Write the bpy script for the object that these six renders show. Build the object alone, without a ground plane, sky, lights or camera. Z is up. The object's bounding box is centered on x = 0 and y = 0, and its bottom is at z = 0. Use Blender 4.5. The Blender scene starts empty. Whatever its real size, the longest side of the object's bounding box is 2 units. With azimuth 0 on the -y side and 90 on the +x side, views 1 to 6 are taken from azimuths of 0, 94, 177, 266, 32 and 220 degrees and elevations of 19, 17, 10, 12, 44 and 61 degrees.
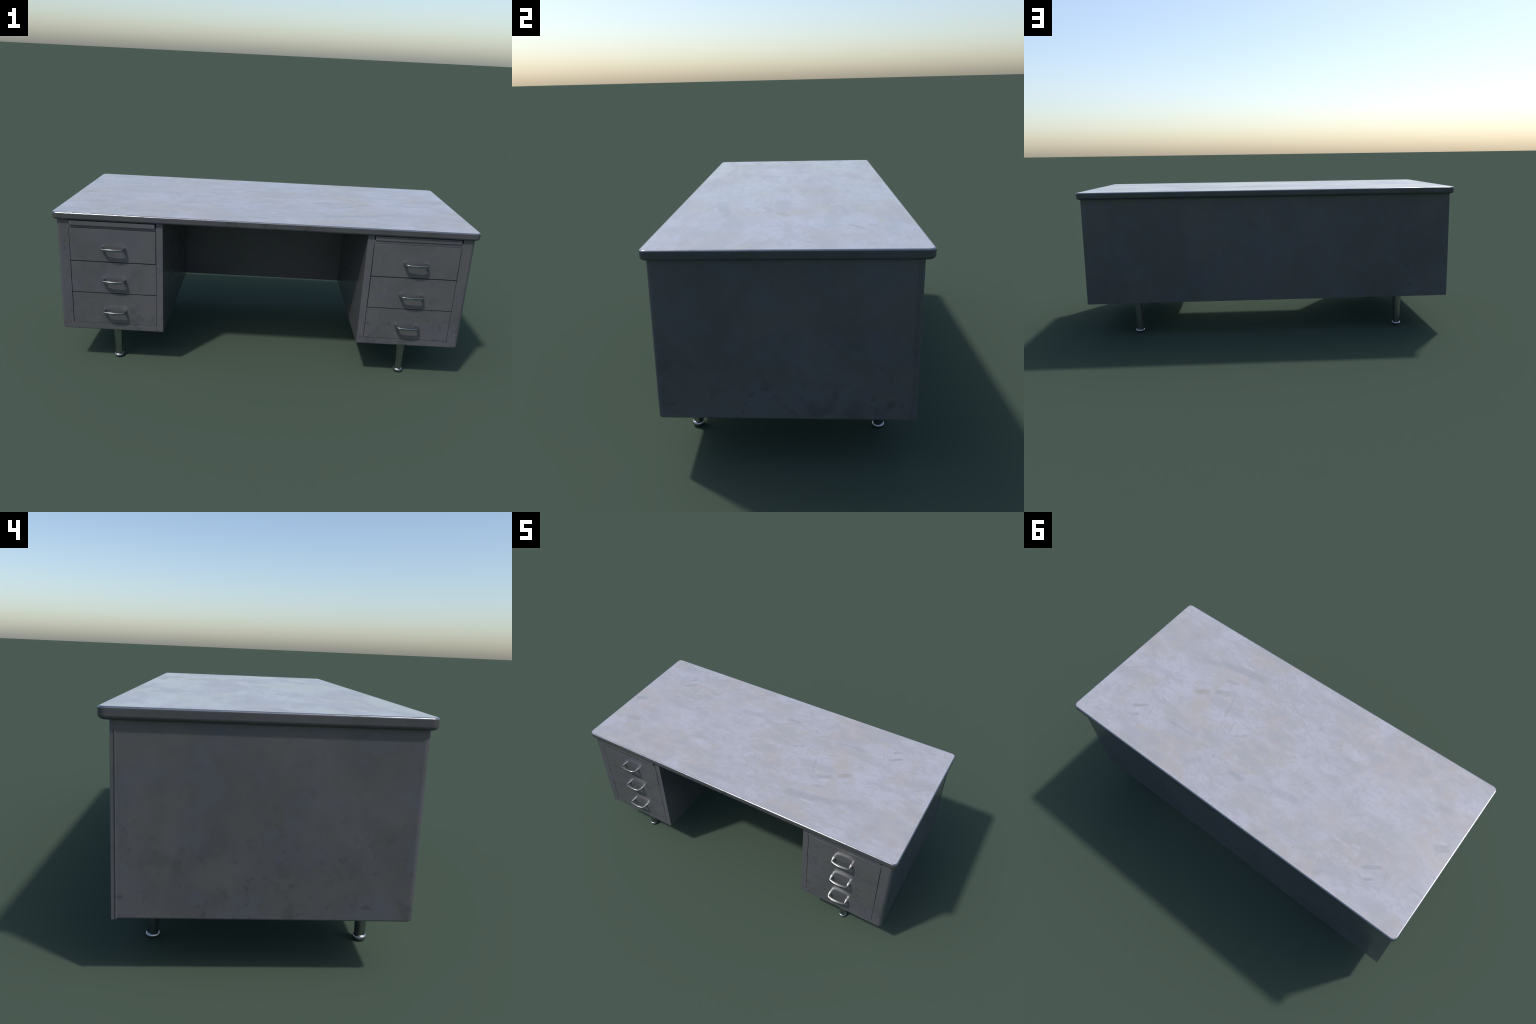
"""Old steel office desk: light laminate top in a dark metal rim, two drawer
pedestals with chromed bow handles, a modesty panel and four tapered legs."""
import bpy, bmesh, math, random
from mathutils import Vector, Matrix

random.seed(7)

# ------------------------------------------------------------------ sizes (m)
TOP_Z, TOP_BOT = 0.7868, 0.7505           # table top
TOP_X, TOP_Y0, TOP_Y1 = 1.0, -0.4440, 0.4725
BODY_X, BODY_IN = 0.983, 0.481            # pedestal outer / kneehole side
FRONT, BACK = -0.427, 0.441               # front frame plane / rear face
BACK_IN = 0.4205                          # inner face of the modesty panel
BODY_Z0 = 0.187                           # underside of the body
BAY_X0, BAY_X1 = 0.5122, 0.9250           # drawer bay, side to side
BAY_Z0, BAY_Z1 = 0.2225, 0.7120           # drawer bay, bottom and top
SLOT_Z0 = 0.7272                          # slot for the pull-out shelf
SPLITS = (0.3850, 0.5465)                 # joints between the drawers
HANDLE_Z = (0.2943, 0.4565, 0.6192)
PED_C = (BAY_X0 + BAY_X1) / 2

# ------------------------------------------------------------------ helpers
def obj_from_bm(name, bm, mat, parent, smooth=40.0):
    bmesh.ops.recalc_face_normals(bm, faces=bm.faces)
    me = bpy.data.meshes.new(name)
    bm.to_mesh(me); bm.free()
    for m in (mat if isinstance(mat, (list, tuple)) else [mat]):
        me.materials.append(m)
    ob = bpy.data.objects.new(name, me)
    bpy.context.scene.collection.objects.link(ob)
    ob.parent = parent
    if smooth:
        me.polygons.foreach_set("use_smooth", [True] * len(me.polygons))
        me.set_sharp_from_angle(angle=math.radians(smooth))
        weigh(ob)
    return ob

def weigh(ob):
    """large flat faces keep their own normals; only the rounded edges blend"""
    w = ob.modifiers.new("flat_faces", "WEIGHTED_NORMAL")
    w.mode, w.weight, w.keep_sharp = "FACE_AREA", 100, True

def box(bm, lo, hi):
    r = bmesh.ops.create_cube(bm, size=1.0)
    for v in r["verts"]:
        v.co = Vector((lo[i] + (v.co[i] + 0.5) * (hi[i] - lo[i]) for i in range(3)))
    return r["verts"]

def bevel(bm, pick, radius, segments=3):
    edges = [e for e in bm.edges if pick(*(v.co for v in e.verts))]
    if edges:
        bmesh.ops.bevel(bm, geom=edges, offset=radius, segments=segments, profile=0.5,
                        affect="EDGES", clamp_overlap=True)

def near(a, b, eps=1e-4):
    return abs(a - b) < eps

def apply_modifiers(ob):
    dg = bpy.context.evaluated_depsgraph_get()
    me = bpy.data.meshes.new_from_object(ob.evaluated_get(dg))
    old = ob.data
    ob.modifiers.clear()
    ob.data = me
    me.name = old.name
    return ob

def rounded_rect(x0, x1, y0, y1, r, n=10):
    pts = []
    for cx, cy, a0 in ((x1 - r, y1 - r, 0), (x0 + r, y1 - r, 90), (x0 + r, y0 + r, 180), (x1 - r, y0 + r, 270)):
        for i in range(n + 1):
            a = math.radians(a0 + 90 * i / n)
            pts.append((cx + r * math.cos(a), cy + r * math.sin(a)))
    return pts

def loft(bm, rings, cap_start=True, cap_end=True):
    """rings: equally long closed lists of points, skinned one to the next"""
    vs = [[bm.verts.new(p) for p in ring] for ring in rings]
    n = len(vs[0])
    for a, b in zip(vs, vs[1:]):
        for i in range(n):
            bm.faces.new((a[i], a[(i + 1) % n], b[(i + 1) % n], b[i]))
    if cap_start: bm.faces.new(vs[0])
    if cap_end: bm.faces.new(list(reversed(vs[-1])))
    return vs

# ------------------------------------------------------------------ node tools
class Nodes:
    def __init__(self, mat):
        mat.use_nodes = True
        self.t = mat.node_tree
        self.t.nodes.clear()
        self.out = self.t.nodes.new("ShaderNodeOutputMaterial")
        self.bsdf = self.t.nodes.new("ShaderNodeBsdfPrincipled")
        self.t.links.new(self.bsdf.outputs[0], self.out.inputs["Surface"])

    def put(self, sock, v):
        if hasattr(v, "is_linked"): self.t.links.new(v, sock)
        elif v is not None: sock.default_value = v

    def pos(self):
        return self.t.nodes.new("ShaderNodeTexCoord").outputs["Object"]

    def mapping(self, vec, loc=(0, 0, 0), rot=(0, 0, 0), scale=(1, 1, 1), kind="POINT"):
        n = self.t.nodes.new("ShaderNodeMapping"); n.vector_type = kind
        self.put(n.inputs["Vector"], vec)
        n.inputs["Location"].default_value = loc
        n.inputs["Rotation"].default_value = rot
        n.inputs["Scale"].default_value = scale
        return n.outputs[0]

    def noise(self, vec, scale, detail=4, rough=0.55, dist=0.0, colour=False):
        n = self.t.nodes.new("ShaderNodeTexNoise")
        self.put(n.inputs["Vector"], vec)
        n.inputs["Scale"].default_value = scale; n.inputs["Detail"].default_value = detail
        n.inputs["Roughness"].default_value = rough; n.inputs["Distortion"].default_value = dist
        return n.outputs["Color" if colour else "Fac"]

    def voronoi(self, vec, scale, rnd=1.0):
        n = self.t.nodes.new("ShaderNodeTexVoronoi")
        self.put(n.inputs["Vector"], vec)
        n.inputs["Scale"].default_value = scale; n.inputs["Randomness"].default_value = rnd
        return n.outputs["Distance"], n.outputs["Color"]

    def math(self, op, a, b=0.0, c=0.0, clamp=False):
        n = self.t.nodes.new("ShaderNodeMath"); n.operation = op; n.use_clamp = clamp
        for s, v in zip(n.inputs, (a, b, c)): self.put(s, v)
        return n.outputs[0]

    def step(self, x, lo, hi, a=0.0, b=1.0):
        n = self.t.nodes.new("ShaderNodeMapRange"); n.interpolation_type = "SMOOTHSTEP"
        self.put(n.inputs["Value"], x)
        for k, v in (("From Min", lo), ("From Max", hi), ("To Min", a), ("To Max", b)):
            self.put(n.inputs[k], v)
        return n.outputs["Result"]

    def mix(self, f, a, b, blend="MIX"):
        n = self.t.nodes.new("ShaderNodeMix"); n.data_type = "RGBA"; n.blend_type = blend
        self.put(n.inputs[0], f)
        for s, v in ((n.inputs[6], a), (n.inputs[7], b)):
            if isinstance(v, tuple) and len(v) == 3: v = (*v, 1)
            self.put(s, v)
        return n.outputs[2]

    def sep(self, vec):
        n = self.t.nodes.new("ShaderNodeSeparateXYZ"); self.put(n.inputs[0], vec)
        return n.outputs

    def vadd(self, a, b, scale=1.0):
        s = self.t.nodes.new("ShaderNodeVectorMath"); s.operation = "MULTIPLY_ADD"
        self.put(s.inputs[0], b); s.inputs[1].default_value = (scale,) * 3
        self.put(s.inputs[2], a)
        return s.outputs[0]

    def bump(self, h, strength, dist=0.001):
        n = self.t.nodes.new("ShaderNodeBump")
        n.inputs["Strength"].default_value = strength; n.inputs["Distance"].default_value = dist
        self.put(n.inputs["Height"], h)
        return n.outputs[0]

    def smear(self, vec, centre, half, angle, soft=0.35):
        """soft-edged stroke: a rotated rectangle in the x-y plane"""
        v = self.mapping(vec, (*centre, 0), (0, 0, math.radians(angle)), (half[0], half[1], 1), "TEXTURE")
        x, y, _ = self.sep(v)
        mx = self.step(self.math("ABSOLUTE", x), 1.0, 1.0 - soft)
        my = self.step(self.math("ABSOLUTE", y), 1.0, 1.0 - soft)
        return self.math("MULTIPLY", mx, my)

    def finish(self, **kw):
        for k, v in kw.items():
            k = k.replace("_", " ")
            if isinstance(v, tuple) and len(v) == 3: v = (*v, 1)
            self.put(self.bsdf.inputs[k], v)

# ------------------------------------------------------------------ materials
def painted_steel(name, base=(0.087, 0.0875, 0.091), rough=0.24, dirt=1.0):
    mat = bpy.data.materials.new(name); n = Nodes(mat)
    p = n.pos()
    cloud = n.noise(p, 3.2, 5, 0.6, 0.4)
    blot = n.noise(p, 11.0, 5, 0.62, 0.3)
    col = n.mix(n.step(cloud, 0.40, 0.60), tuple(c * f for c, f in zip(base, (0.91, 0.925, 0.92))),
                tuple(c * f for c, f in zip(base, (1.07, 1.06, 1.075))))
    # bluish and warm tints of aged paint
    tint = n.noise(n.mapping(p, (3, 1, 7)), 8.0, 4, 0.6, 0.3)
    col = n.mix(n.step(tint, 0.51, 0.60, 0, 0.42), col, tuple(c * f for c, f in zip(base, (0.97, 0.97, 1.22))))
    col = n.mix(n.step(tint, 0.47, 0.38, 0, 0.40), col, tuple(c * f for c, f in zip(base, (1.03, 1.06, 0.94))))
    # darker scuffs, growing towards the bottom
    z = n.sep(p)[2]
    low = n.math("MULTIPLY", n.step(z, 0.62, 0.20, 0.25, 1.0),
                 n.step(n.math("ABSOLUTE", n.sep(p)[0]), 0.487, 0.492, 0.25, 1.0))
    scuff = n.math("MULTIPLY", n.step(blot, 0.53, 0.66), low)
    spots = n.math("MULTIPLY", n.step(n.noise(n.mapping(p, (9, 4, 2)), 38, 3, 0.5), 0.60, 0.70), low)
    col = n.mix(n.math("MULTIPLY", scuff, 0.45 * dirt), col, tuple(c * 0.55 for c in base))
    col = n.mix(n.math("MULTIPLY", spots, 0.45 * dirt), col, tuple(c * 0.45 for c in base))
    # tiny pale nicks
    d, c = n.voronoi(p, 26)
    pick = n.step(n.sep(c)[0], 0.93, 0.95)
    nick = n.math("MULTIPLY", n.step(d, 0.075, 0.03), pick)
    col = n.mix(n.math("MULTIPLY", nick, 0.35), col, tuple(min(1, c * 2.2) for c in base))
    fine = n.noise(p, 160, 3, 0.6)
    col = n.mix(n.step(fine, 0.3, 0.7, 0, 0.06), col, (0.02, 0.02, 0.02))
    r = n.math("ADD", n.step(blot, 0.3, 0.7, rough - 0.02, rough + 0.04),
               n.math("MULTIPLY", scuff, 0.05))
    n.finish(Base_Color=col, Roughness=r)
    n.bsdf.inputs["Specular IOR Level"].default_value = 0.5
    return mat

def frame_paint(name):
    """pedestal paint: the steel plus two bolt marks and a rub at the far left stile"""
    mat = painted_steel(name)
    t = mat.node_tree
    n = Nodes.__new__(Nodes); n.t = t
    n.bsdf = next(x for x in t.nodes if x.type == "BSDF_PRINCIPLED")
    link = n.bsdf.inputs["Base Color"].links[0]; col = link.from_socket
    p = n.pos(); x, y, z = n.sep(p)
    front = n.step(y, FRONT + 0.004, FRONT + 0.002)
    for bx, bz, r in ((-0.9478, 0.6477, 0.0036), (-0.9439, 0.6068, 0.0038), (0.4945, 0.5885, 0.003)):
        dx = n.math("POWER", n.math("SUBTRACT", x, bx), 2.0)
        dz = n.math("POWER", n.math("SUBTRACT", z, bz), 2.0)
        m = n.step(n.math("SQRT", n.math("ADD", dx, dz)), r, r * 0.4)
        col = n.mix(n.math("MULTIPLY", m, n.math("MULTIPLY", front, 0.75)), col, (0.02, 0.018, 0.018))
    grime = n.noise(n.mapping(p, (0, 0, 0), (0, 0, 0), (1, 1, 1)), 60, 4, 0.6, 0.5)
    for bx, bz, hx, hz in ((-0.953, 0.712, 0.020, 0.026), (-0.6, 0.204, 0.09, 0.012), (0.60, 0.203, 0.12, 0.012), (-0.948, 0.627, 0.02, 0.04)):
        mx = n.step(n.math("ABSOLUTE", n.math("SUBTRACT", x, bx)), hx, hx * 0.3)
        mz = n.step(n.math("ABSOLUTE", n.math("SUBTRACT", z, bz)), hz, hz * 0.3)
        m = n.math("MULTIPLY", n.math("MULTIPLY", mx, mz), n.math("MULTIPLY", n.step(grime, 0.47, 0.62), front))
        col = n.mix(n.math("MULTIPLY", m, 0.40), col, (0.045, 0.043, 0.043))
    t.links.new(col, n.bsdf.inputs["Base Color"])
    return mat

def rim_paint(name):
    mat = painted_steel(name, (0.067, 0.068, 0.070), 0.19, 0.6)
    t = mat.node_tree
    n = Nodes.__new__(Nodes); n.t = t
    n.bsdf = next(x for x in t.nodes if x.type == "BSDF_PRINCIPLED")
    col = n.bsdf.inputs["Base Color"].links[0].from_socket
    p = n.pos(); x, y, z = n.sep(p)
    grime = n.noise(p, 34, 5, 0.65, 0.6)
    front = n.step(y, -0.43, -0.436)
    for bx, hx in ((-0.16, 0.06), (0.02, 0.06), (0.21, 0.09)):
        mx = n.step(n.math("ABSOLUTE", n.math("SUBTRACT", x, bx)), hx, hx * 0.2)
        m = n.math("MULTIPLY", n.math("MULTIPLY", mx, front), n.step(grime, 0.46, 0.62))
        col = n.mix(n.math("MULTIPLY", m, 0.6), col, (0.03, 0.028, 0.028))
    wear = n.math("MULTIPLY", n.step(z, TOP_Z - 0.0046, TOP_Z - 0.0030), n.step(n.noise(p, 26, 4, 0.6), 0.30, 0.46, 0.55, 1.0))
    col = n.mix(wear, col, (0.29, 0.30, 0.32))
    t.links.new(n.math("MULTIPLY", wear, 0.9), n.bsdf.inputs["Metallic"])
    t.links.new(col, n.bsdf.inputs["Base Color"])
    return mat

def laminate(name):
    """worn pale grey linoleum: clouds, wiping streaks along the desk, smears, scratches"""
    mat = bpy.data.materials.new(name); n = Nodes(mat)
    p = n.pos()
    base = (0.402, 0.398, 0.432)
    f = lambda r, g, b: (base[0] * r, base[1] * g, base[2] * b)
    clouds = n.noise(p, 3.4, 6, 0.62, 0.3)
    col = n.mix(n.step(clouds, 0.41, 0.59), f(0.94, 0.945, 0.93), f(1.02, 1.02, 1.04))
    # warm beige stains
    warm = n.noise(n.mapping(p, (5.3, 2.1, 0)), 2.6, 6, 0.66, 0.5)
    col = n.mix(n.math("MULTIPLY", n.step(warm, 0.47, 0.58, 0, 0.90), n.step(n.noise(p, 24, 5, 0.65, 0.4), 0.38, 0.56, 0.45, 1.0)), col, f(0.95, 0.895, 0.78))
    # wiping streaks, long in x with a slight slant
    st = n.mapping(p, (1.7, 0.3, 0), (0, 0, math.radians(7)), (2.2, 9.0, 1.0))
    streak = n.noise(st, 2.0, 5, 0.58, 0.35)
    col = n.mix(n.step(streak, 0.52, 0.62, 0, 0.50), col, f(0.83, 0.85, 0.83))
    col = n.mix(n.step(streak, 0.42, 0.30, 0, 0.35), col, f(1.09, 1.09, 1.11))
    # hand-sized blotches and finger-sized rubs
    blotch = n.noise(n.mapping(p, (2.2, 7.7, 0), (0, 0, math.radians(8)), (1, 1.7, 1)), 8.5, 6, 0.66, 0.5)
    col = n.mix(n.step(blotch, 0.51, 0.60, 0, 0.66), col, f(0.84, 0.86, 0.835))
    col = n.mix(n.step(blotch, 0.47, 0.39, 0, 0.45), col, f(1.09, 1.09, 1.11))
    rub = n.noise(n.mapping(p, (4.1, 0.9, 0), (0, 0, math.radians(10)), (1, 2.6, 1)), 19, 4, 0.6, 0.7)
    col = n.mix(n.step(rub, 0.54, 0.64, 0, 0.45), col, f(0.82, 0.83, 0.80))
    # mottled grain
    grain = n.noise(p, 42, 5, 0.62, 0.2)
    col = n.mix(n.step(grain, 0.50, 0.64, 0, 0.38), col, f(0.82, 0.82, 0.80))
    fine = n.noise(p, 150, 3, 0.6)
    col = n.mix(n.step(fine, 0.35, 0.75, 0, 0.14), col, f(0.70, 0.68, 0.66))
    # edges of the marks are ragged
    wob = n.vadd(p, n.noise(p, 34, 4, 0.6, colour=True), 0.010)
    wob = n.mapping(wob, (-0.005, -0.005, 0))
    broken = n.step(n.noise(p, 22, 5, 0.6, 0.3), 0.36, 0.54, 0.62, 1.0)
    dark, brown, beige, blue, pale = f(0.75, 0.77, 0.74), f(0.80, 0.775, 0.67), f(0.93, 0.88, 0.74), f(0.84, 0.86, 0.86), f(1.13, 1.13, 1.13)
    tile = 1.454                           # the wipe pattern repeats along the desk
    marks = [  # centre, half size, angle, colour, strength, softness
        ((0.712, 0.255), (0.054, 0.0125), 37, dark, 0.64, 0.5),
        ((0.696, 0.313), (0.026, 0.0090), 36, dark, 0.65, 0.5),
        ((0.640, 0.262), (0.056, 0.0042), 109, dark, 0.60, 0.8),
        ((0.172, 0.084), (0.052, 0.0135), 34, dark, 0.50, 0.6),
        ((0.240, 0.074), (0.060, 0.0048), 104, dark, 0.48, 0.8),
        ((0.912, 0.088), (0.056, 0.0110), 39, f(0.84, 0.80, 0.78), 0.45, 0.6),
        ((0.967, 0.086), (0.040, 0.0042), 107, dark, 0.42, 0.8),
        ((0.512, -0.010), (0.058, 0.0225), 36, brown, 0.66, 0.5),
        ((0.424, -0.070), (0.060, 0.0210), 31, dark, 0.58, 0.6),
        ((0.332, -0.022), (0.110, 0.0085), 107, dark, 0.58, 0.8),
        ((0.474, 0.055), (0.085, 0.0700), 20, beige, 0.42, 0.95),
        ((0.450, 0.145), (0.150, 0.1000), 0, beige, 0.40, 0.95),
        ((0.475, -0.170), (0.170, 0.0900), 8, f(0.94, 0.90, 0.80), 0.42, 0.95),
        ((0.880, -0.240), (0.120, 0.1500), 15, f(0.95, 0.92, 0.84), 0.40, 0.95),
        ((-0.120, 0.330), (0.220, 0.0900), 5, f(0.95, 0.91, 0.83), 0.40, 0.95),
        ((-0.590, -0.250), (0.090, 0.1900), 12, f(0.96, 0.92, 0.86), 0.40, 0.95),
        ((-0.840, 0.120), (0.130, 0.2000), -10, f(0.96, 0.92, 0.85), 0.40, 0.95),
        ((0.460, 0.232), (0.115, 0.0110), 3, dark, 0.46, 0.6),
        ((0.385, 0.196), (0.030, 0.0300), 30, f(0.86, 0.82, 0.76), 0.42, 0.9),
        ((0.430, -0.152), (0.058, 0.0180), 12, f(0.80, 0.78, 0.76), 0.48, 0.7),
        ((0.400, -0.250), (0.215, 0.0300), 10, dark, 0.50, 0.6),
        ((0.600, -0.192), (0.075, 0.0300), 5, dark, 0.42, 0.8),
        ((0.425, -0.281), (0.055, 0.0055), 8, pale, 0.7, 0.8),
        ((0.394, -0.198), (0.080, 0.0200), 6, beige, 0.48, 0.9),
        ((0.620, -0.262), (0.050, 0.0200), 8, beige, 0.40, 0.9),
        ((0.795, -0.283), (0.072, 0.0300), 22, f(0.84, 0.82, 0.77), 0.60, 0.8),
        ((0.920, -0.325), (0.045, 0.0500), 10, f(0.86, 0.82, 0.74), 0.52, 0.9),
        ((0.905, -0.180), (0.050, 0.0280), 35, blue, 0.55, 0.8),
        ((0.620, 0.405), (0.110, 0.0460), 10, blue, 0.60, 0.7),
        ((0.874, 0.405), (0.050, 0.0160), 15, f(0.82, 0.79, 0.78), 0.42, 0.9),
        ((0.202, 0.255), (0.014, 0.0085), 110, dark, 0.60, 0.7),
        ((0.312, -0.064), (0.012, 0.0060), 100, dark, 0.50, 0.8),
        ((0.040, 0.272), (0.066, 0.0190), 5, dark, 0.50, 0.6),
        ((-0.090, 0.190), (0.045, 0.0260), 20, f(0.83, 0.84, 0.82), 0.50, 0.8),
        ((-0.220, 0.212), (0.125, 0.0320), 8, f(0.80, 0.81, 0.80), 0.52, 0.7),
        ((-0.104, 0.372), (0.100, 0.0420), 5, f(0.86, 0.85, 0.78), 0.60, 0.8),
        ((0.104, -0.150), (0.055, 0.0360), 15, f(0.84, 0.85, 0.84), 0.58, 0.9),
        ((-0.160, -0.368), (0.230, 0.0220), 4, f(0.82, 0.84, 0.82), 0.58, 0.7),
        ((-0.250, -0.230), (0.120, 0.0280), 3, f(0.85, 0.87, 0.85), 0.50, 0.8),
        ((-0.350, -0.140), (0.070, 0.0110), 12, f(0.80, 0.82, 0.80), 0.50, 0.7),
        ((-0.345, -0.070), (0.045, 0.0080), 5, f(0.80, 0.82, 0.80), 0.50, 0.7),
        ((-0.040, 0.044), (0.020, 0.0110), 40, dark, 0.46, 0.8),
        ((-0.126, 0.013), (0.018, 0.0070), 10, dark, 0.46, 0.8),
        ((-0.120, 0.052), (0.014, 0.0040), 36, dark, 0.40, 0.8),
        ((-0.560, -0.330), (0.045, 0.0500), 60, f(0.88, 0.84, 0.78), 0.52, 0.9),
        ((-0.560, 0.425), (0.035, 0.0180), 30, f(0.80, 0.77, 0.74), 0.50, 0.9),
        ((-0.575, 0.360), (0.060, 0.0300), 20, f(0.86, 0.82, 0.76), 0.46, 0.9),
        ((-0.450, 0.170), (0.120, 0.1100), 0, f(0.97, 0.93, 0.86), 0.45, 0.9),
        ((-0.258, 0.086), (0.066, 0.0030), 68, dark, 0.50, 0.8),
        ((-0.010, -0.190), (0.245, 0.0024), 151, dark, 0.42, 0.6),
    ]
    for (cx, cy), half, ang, c, s, soft in marks:
        for x in ((cx, cx - tile) if cx > 0.455 else (cx,)):
            if x < 0 and c is brown: c, half = dark, (0.052, 0.024)
            m = n.smear(wob, (x, cy), half, ang, soft)
            col = n.mix(n.math("MULTIPLY", m, n.math("MULTIPLY", broken, min(1.0, 1.45 * s))), col, c)
    # small dark specks and crumbs
    d, cc = n.voronoi(wob, 30)
    speck = n.math("MULTIPLY", n.step(d, 0.20, 0.08), n.step(n.sep(cc)[0], 0.86, 0.90))
    col = n.mix(n.math("MULTIPLY", speck, 0.45), col, f(0.66, 0.64, 0.60))
    d2, c2 = n.voronoi(p, 44)
    crumb = n.math("MULTIPLY", n.step(d2, 0.075, 0.03), n.step(n.sep(c2)[1], 0.93, 0.94))
    col = n.mix(n.math("MULTIPLY", crumb, 0.5), col, f(1.35, 1.35, 1.3))
    rough = n.step(n.math("ADD", n.math("MULTIPLY", streak, 0.4), n.math("MULTIPLY", n.noise(n.mapping(p, (8, 3, 0), scale=(1, 1.6, 1)), 2.4, 3, 0.5), 0.6)), 0.42, 0.58, 0.21, 0.32)
    n.finish(Base_Color=col, Roughness=rough, Normal=n.bump(n.math("ADD", n.math("MULTIPLY", grain, 0.3), crumb), 0.012, 0.001))
    n.bsdf.inputs["Specular IOR Level"].default_value = 0.5
    return mat

def steel(name, base, rough, spread=0.08):
    mat = bpy.data.materials.new(name); n = Nodes(mat)
    p = n.pos()
    s = n.noise(n.mapping(p, scale=(1, 1, 0.5)), 14, 3, 0.5, 0.4)
    col = n.mix(n.step(s, 0.4, 0.7), base, tuple(c * 0.80 for c in base))
    n.finish(Base_Color=col, Metallic=1.0, Roughness=n.step(s, 0.35, 0.7, rough, rough + spread))
    return mat

def gap_shadow_paint(mat, z_top, flank=False):
    """paint blackened inside the joints to draw their occlusion shadow, just behind the front plane"""
    t = mat.node_tree
    n = Nodes.__new__(Nodes); n.t = t
    n.bsdf = next(x for x in t.nodes if x.type == "BSDF_PRINCIPLED")
    col = n.bsdf.inputs["Base Color"].links[0].from_socket
    x, y, z = n.sep(n.pos())
    m = n.step(y, FRONT + 0.0002, FRONT + 0.0014)
    m = n.math("MULTIPLY", m, n.step(z, z_top, z_top - 0.004))
    if flank:
        ax = n.math("ABSOLUTE", x)
        m = n.math("MULTIPLY", m, n.math("MULTIPLY", n.step(ax, BAY_X0 - 0.002, BAY_X0 - 0.001), n.step(ax, BAY_X1 + 0.002, BAY_X1 + 0.001)))
        m = n.math("MULTIPLY", m, n.math("MULTIPLY", n.step(y, FRONT + 0.07, FRONT + 0.065), n.step(z, BAY_Z0 - 0.002, BAY_Z0 - 0.001)))
    col = n.mix(m, col, (0.020, 0.0205, 0.021))
    t.links.new(col, n.bsdf.inputs["Base Color"])
    spec = n.math("SUBTRACT", 0.5, n.math("MULTIPLY", m, 0.45))
    t.links.new(spec, n.bsdf.inputs["Specular IOR Level"])
    return mat

PAINT = painted_steel("grey_enamel")
DRAWER = gap_shadow_paint(painted_steel("grey_enamel_drawer"), 0.700)
FRAME = gap_shadow_paint(frame_paint("grey_enamel_frame"), 0.7600, True)
RIM = rim_paint("dark_enamel_rim")
LAMINATE = laminate("worn_laminate")
CHROME = steel("handle_steel", (0.48, 0.49, 0.51), 0.18, 0.05)
LEG_STEEL = steel("leg_steel", (0.40, 0.41, 0.41), 0.24, 0.06)
FOOT_STEEL = steel("foot_steel", (0.40, 0.40, 0.43), 0.28)

# ------------------------------------------------------------------ the desk
desk = bpy.data.objects.new("office_desk", None)
bpy.context.scene.collection.objects.link(desk)
desk["label"] = "worn grey steel office desk with six drawers and pale top"
desk["category"] = "office desk"

def tabletop():
    rt, rb, inset, corner = 0.0060, 0.0125, 0.0062, 0.026
    prof = []                                      # (inset from the edge, z), top lip to underside
    prof.append((inset, TOP_Z - 0.012))
    for i in range(7):
        a = math.radians(90 * i / 6)
        prof.append((rt * (1 - math.sin(a)), TOP_Z - rt * (1 - math.cos(a))))
    for i in range(9):
        a = math.radians(90 * i / 8)
        prof.append((1.1 * rb * (1 - math.cos(a)), TOP_BOT + rb * (1 - math.sin(a))))
    bm = bmesh.new()
    rings = []
    for d, z in prof:
        rings.append([(x, y, z) for x, y in rounded_rect(-TOP_X + d, TOP_X - d, TOP_Y0 + d, TOP_Y1 - d, corner - d, 12)])
    loft(bm, rings)
    rim = obj_from_bm("tabletop", bm, RIM, desk, 60)
    bm = bmesh.new()
    d = inset - 0.0002
    loft(bm, [[(x, y, z) for x, y in rounded_rect(-TOP_X + d + e, TOP_X - d - e, TOP_Y0 + d + e, TOP_Y1 - d - e, corner - d - e, 12)]
              for z, e in ((TOP_Z - 0.0115, 0.0006), (TOP_Z - 0.0002, 0.0), (TOP_Z + 0.0002, 0.0004))])
    obj_from_bm("writing_surface", bm, LAMINATE, rim, 20)

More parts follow.
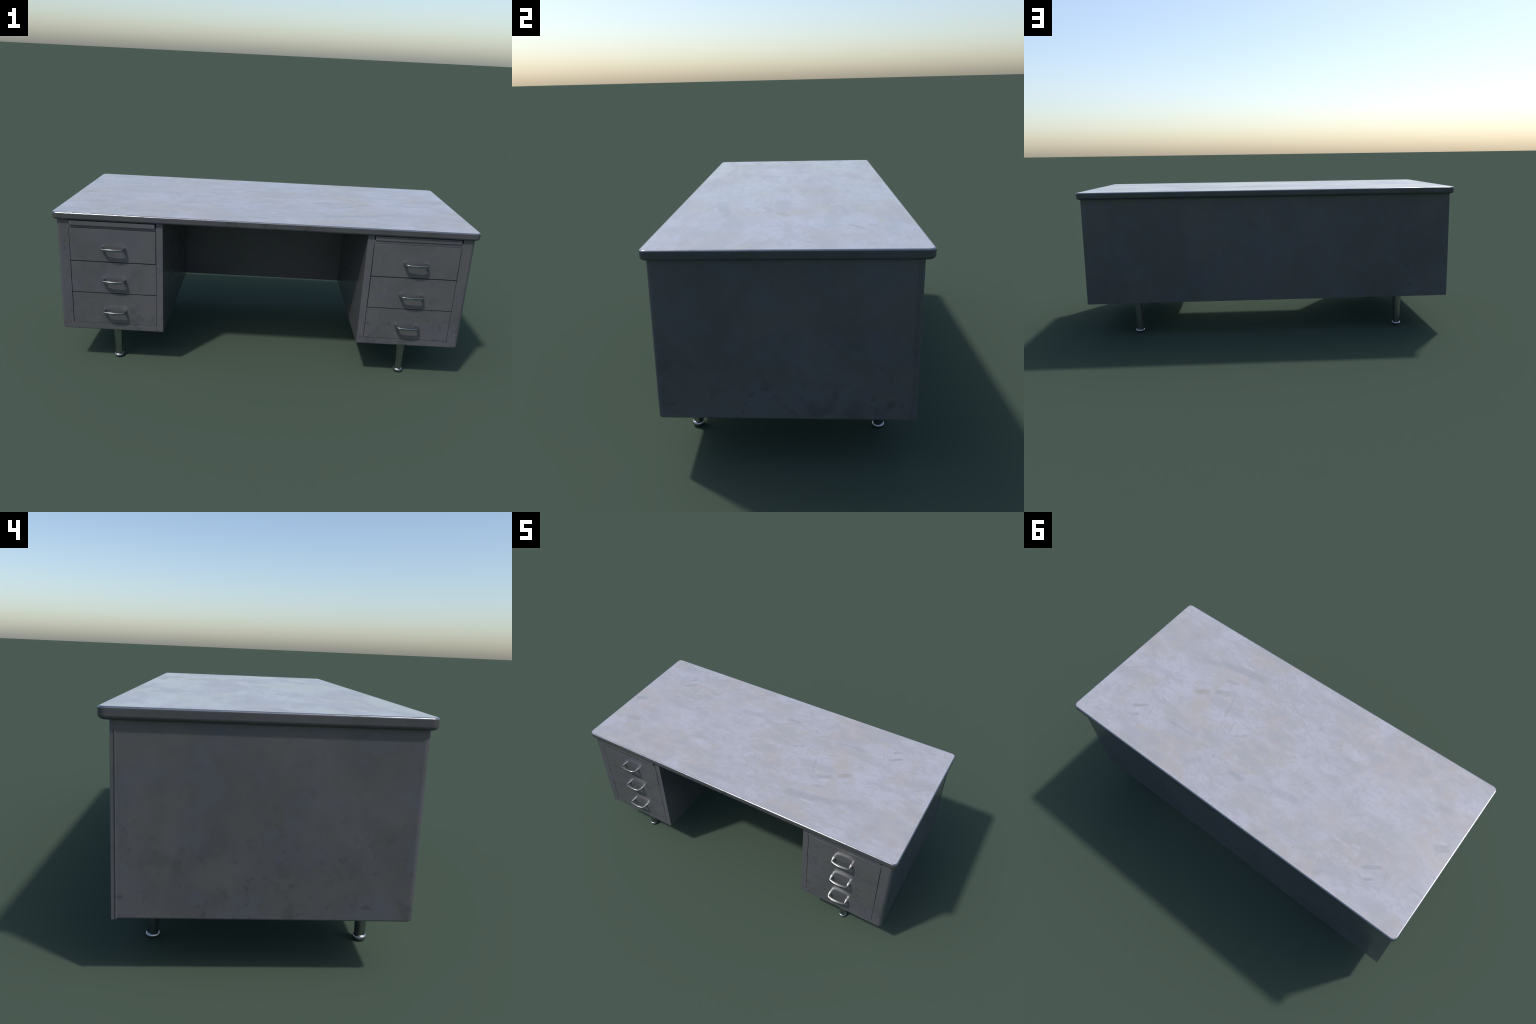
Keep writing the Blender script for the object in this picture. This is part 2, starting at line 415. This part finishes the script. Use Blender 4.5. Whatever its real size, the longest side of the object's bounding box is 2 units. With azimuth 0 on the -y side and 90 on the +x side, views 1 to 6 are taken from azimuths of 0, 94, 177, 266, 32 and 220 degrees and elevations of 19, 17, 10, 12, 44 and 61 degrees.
def pedestal(s):
    """s = -1 left, +1 right; the outer front edge is well rounded"""
    bm = bmesh.new()
    lo = (min(s * BODY_IN, s * BODY_X), FRONT, BODY_Z0)
    hi = (max(s * BODY_IN, s * BODY_X), BACK_IN + 0.0075, TOP_BOT + 0.002)
    box(bm, lo, hi)
    bevel(bm, lambda a, b: near(a.x, s * BODY_X) and near(b.x, s * BODY_X) and near(a.y, FRONT) and near(b.y, FRONT), 0.019, 10)
    bevel(bm, lambda a, b: near(a.z, BODY_Z0) and near(b.z, BODY_Z0) and not (near(a.y, hi[1]) and near(b.y, hi[1]))
          and not (near(a.x, s * BODY_IN) and near(b.x, s * BODY_IN)), 0.0065, 4)
    bevel(bm, lambda a, b: near(a.x, s * BODY_IN) and near(b.x, s * BODY_IN) and near(a.y, FRONT) and near(b.y, FRONT), 0.0015, 2)
    ped = obj_from_bm("pedestal", bm, FRAME, desk, 0)
    cuts = []
    for z0, z1, depth in ((BAY_Z0, BAY_Z1, 0.055), (SLOT_Z0, TOP_BOT + 0.01, 0.06)):
        bm = bmesh.new()
        xa, xb = sorted((s * BAY_X0, s * BAY_X1))
        box(bm, (xa, FRONT - 0.05, z0), (xb, FRONT + depth, z1))
        if z1 > 0.74:                              # the slot has rounded lower corners
            bevel(bm, lambda a, b: near(a.x, b.x) and near(a.z, z0) and near(b.z, z0), 0.0, 1)
        c = obj_from_bm("cutter", bm, FRAME, None, 0)
        m = ped.modifiers.new("bay", "BOOLEAN"); m.operation = "DIFFERENCE"; m.object = c; m.solver = "EXACT"
        cuts.append(c)
    bv = ped.modifiers.new("soften", "BEVEL")
    bv.width, bv.segments, bv.limit_method, bv.angle_limit = 0.0007, 2, "ANGLE", math.radians(50)
    bpy.context.view_layer.update()
    apply_modifiers(ped)
    for c in cuts:
        bpy.data.objects.remove(c, do_unlink=True)
    ped.data.polygons.foreach_set("use_smooth", [True] * len(ped.data.polygons))
    ped.data.set_sharp_from_angle(angle=math.radians(60))
    weigh(ped)
    return ped

def seam_strip(s):
    """folded return flange at the rear end of each side, standing a hair proud"""
    bm = bmesh.new()
    xa, xb = sorted((s * (BODY_X - 0.004), s * (BODY_X + 0.0024)))
    box(bm, (xa, BACK_IN + 0.0034, BODY_Z0 + 0.0015), (xb, BACK_IN + 0.0085, TOP_BOT + 0.001))
    bevel(bm, lambda a, b: near(a.y, b.y) and near(a.x, s * (BODY_X + 0.0024)) and near(b.x, s * (BODY_X + 0.0024)), 0.0021, 4)
    obj_from_bm("seam_fold", bm, PAINT, desk, 60)

def back_panel():
    bm = bmesh.new()
    box(bm, (-BODY_X + 0.0004, BACK_IN + 0.0087, BODY_Z0 - 0.0012), (BODY_X - 0.0004, BACK, TOP_BOT + 0.0012))
    bevel(bm, lambda a, b: near(a.y, BACK) and near(b.y, BACK), 0.0016, 3)
    back = obj_from_bm("back_panel", bm, PAINT, desk, 35)
    bm = bmesh.new()                                # inner lining seen from the kneehole
    box(bm, (-BODY_IN - 0.004, BACK_IN, BODY_Z0 - 0.0006), (BODY_IN + 0.004, BACK_IN + 0.0092, TOP_BOT + 0.001))
    obj_from_bm("modesty_lining", bm, PAINT, back, 0)
    return back

def bow_handle(mesh_cache={}):
    """cast handle: flared feet on the drawer, short arms, and a bar that bows outward"""
    if "me" in mesh_cache: return mesh_cache["me"]
    half = 0.0505
    # spine in plan (x, y out from the drawer) with section (width along path normal, height)
    ctrl = [(-half, 0.0006, 0.0172, 0.0112), (-half, -0.0060, 0.0158, 0.0106), (-half, -0.0140, 0.0130, 0.0101),
            (-half + 0.0002, -0.0215, 0.0108, 0.0100), (-half + 0.0019, -0.0277, 0.0100, 0.0104), (-half + 0.0066, -0.0318, 0.0103, 0.0109),
            (-0.0335, -0.0342, 0.0116, 0.0114), (-0.0180, -0.0362, 0.0130, 0.0117), (0.0, -0.0370, 0.0136, 0.0118)]
    full = ctrl + [(-x, y, w, h) for x, y, w, h in reversed(ctrl[:-1])]
    def cr(p0, p1, p2, p3, t):
        return [0.5 * (2 * b + (c - a) * t + (2 * a - 5 * b + 4 * c - d) * t * t + (3 * b - a - 3 * c + d) * t ** 3)
                for a, b, c, d in zip(p0, p1, p2, p3)]
    path = []
    for i in range(len(full) - 1):
        p = [full[max(i - 1, 0)], full[i], full[i + 1], full[min(i + 2, len(full) - 1)]]
        path += [cr(*p, t / 4) for t in range(4)]
    path.append(list(full[-1]))
    rings, n = [], 28
    for i, (x, y, w, h) in enumerate(path):
        a, b = path[max(i - 1, 0)], path[min(i + 1, len(path) - 1)]
        tx, ty = b[0] - a[0], b[1] - a[1]
        if i in (0, len(path) - 1): tx, ty = 0, (-1 if i == 0 else 1)
        L = math.hypot(tx, ty); nx, ny = -ty / L, tx / L
        ring = []
        for k in range(n):
            t = 2 * math.pi * k / n
            c, s = math.cos(t), math.sin(t)
            e = 0.30                                # slightly squared section
            c = math.copysign(abs(c) ** e, c); s = math.copysign(abs(s) ** e, s)
            ring.append((x + nx * c * w / 2, y + ny * c * w / 2, s * h / 2))
        rings.append(ring)
    bm = bmesh.new()
    loft(bm, rings)
    bmesh.ops.recalc_face_normals(bm, faces=bm.faces)
    me = bpy.data.meshes.new("handle"); bm.to_mesh(me); bm.free()
    me.polygons.foreach_set("use_smooth", [True] * len(me.polygons))
    me.set_sharp_from_angle(angle=math.radians(60))
    me.materials.append(CHROME)
    mesh_cache["me"] = me
    return me

def drawers(s, ped, proud, gaps):
    edges = [BAY_Z0, SPLITS[0], SPLITS[1], BAY_Z1]
    for i in range(3):
        z0, z1 = edges[i] + (0.0019 if i == 0 else 0.0019), edges[i + 1] - (0.0018 if i == 2 else 0.0019)
        xa, xb = sorted((s * (BAY_X0 + gaps[i][0]), s * (BAY_X1 - gaps[i][1])))
        y = FRONT - proud[i]
        bm = bmesh.new()
        box(bm, (xa, y, z0), (xb, FRONT + 0.045, z1))
        bevel(bm, lambda a, b: near(a.y, y) and near(b.y, y) and i == 2, 0.0012, 2)
        d = obj_from_bm("drawer", bm, DRAWER, ped, 60)
        h = bpy.data.objects.new("handle", bow_handle())
        bpy.context.scene.collection.objects.link(h)
        h.parent = d
        h.location = (s * PED_C + 0.0005 * (i - 1), y, HANDLE_Z[i])
        if i == 2: h.rotation_euler = (0, math.radians(0.3 * s), 0)

def shelf(s, ped, proud):
    bm = bmesh.new()
    xa, xb = sorted((s * (BAY_X0 + 0.0040), s * (BAY_X1 - 0.0040)))
    y = FRONT - proud
    z0, z1 = SLOT_Z0 + 0.0003, TOP_BOT - 0.0030
    box(bm, (xa, y, z0), (xb, FRONT + 0.055, z1))
    bevel(bm, lambda a, b: near(a.y, y) and near(b.y, y) and near(a.x, b.x), 0.006, 5)
    bevel(bm, lambda a, b: near(a.y, y) and near(b.y, y) or (near(a.z, z0) and near(b.z, z0) and a.y < FRONT + 0.01 and b.y < FRONT + 0.01), 0.0038, 5)
    obj_from_bm("pull_out_shelf", bm, PAINT, ped, 60)

def leg(x, y):
    def turned(name, prof, mat, parent, n=32):
        bm = bmesh.new()
        loft(bm, [[(x + r * math.cos(2 * math.pi * k / n), y + r * math.sin(2 * math.pi * k / n), z) for k in range(n)] for r, z in prof])
        return obj_from_bm(name, bm, mat, parent, 50)
    shaft = [(0.0187 + 0.0058 * ((z - 0.012) / 0.18) ** 1.6, z) for z in (0.012, 0.03, 0.05, 0.07, 0.09, 0.11, 0.13, 0.15, 0.17, 0.190)]
    l = turned("leg", shaft, LEG_STEEL, desk)
    foot = [(0.0176, 0.0195), (0.0186, 0.0190), (0.0206, 0.0176), (0.0222, 0.0154), (0.0231, 0.0126), (0.0234, 0.0100),
            (0.0230, 0.0072), (0.0216, 0.0042), (0.0194, 0.0020), (0.0165, 0.0006), (0.0140, 0.0)]
    turned("foot", [(r * 1.03, z) for r, z in foot], FOOT_STEEL, l)

tabletop()
for s in (-1, 1):
    ped = pedestal(s)
    if s < 0:
        drawers(s, ped, (0.0002, 0.0004, 0.0012), ((0.0018, 0.0030), (0.0018, 0.0028), (0.0026, 0.0020)))
        shelf(s, ped, 0.0105)
    else:
        drawers(s, ped, (0.0000, 0.0012, 0.0016), ((0.0022, 0.0018), (0.0030, 0.0024), (0.0030, 0.0026)))
        shelf(s, ped, 0.0045)
    seam_strip(s)
    for y in (-0.343, 0.3515):
        leg(s * 0.7260, y)
back_panel()
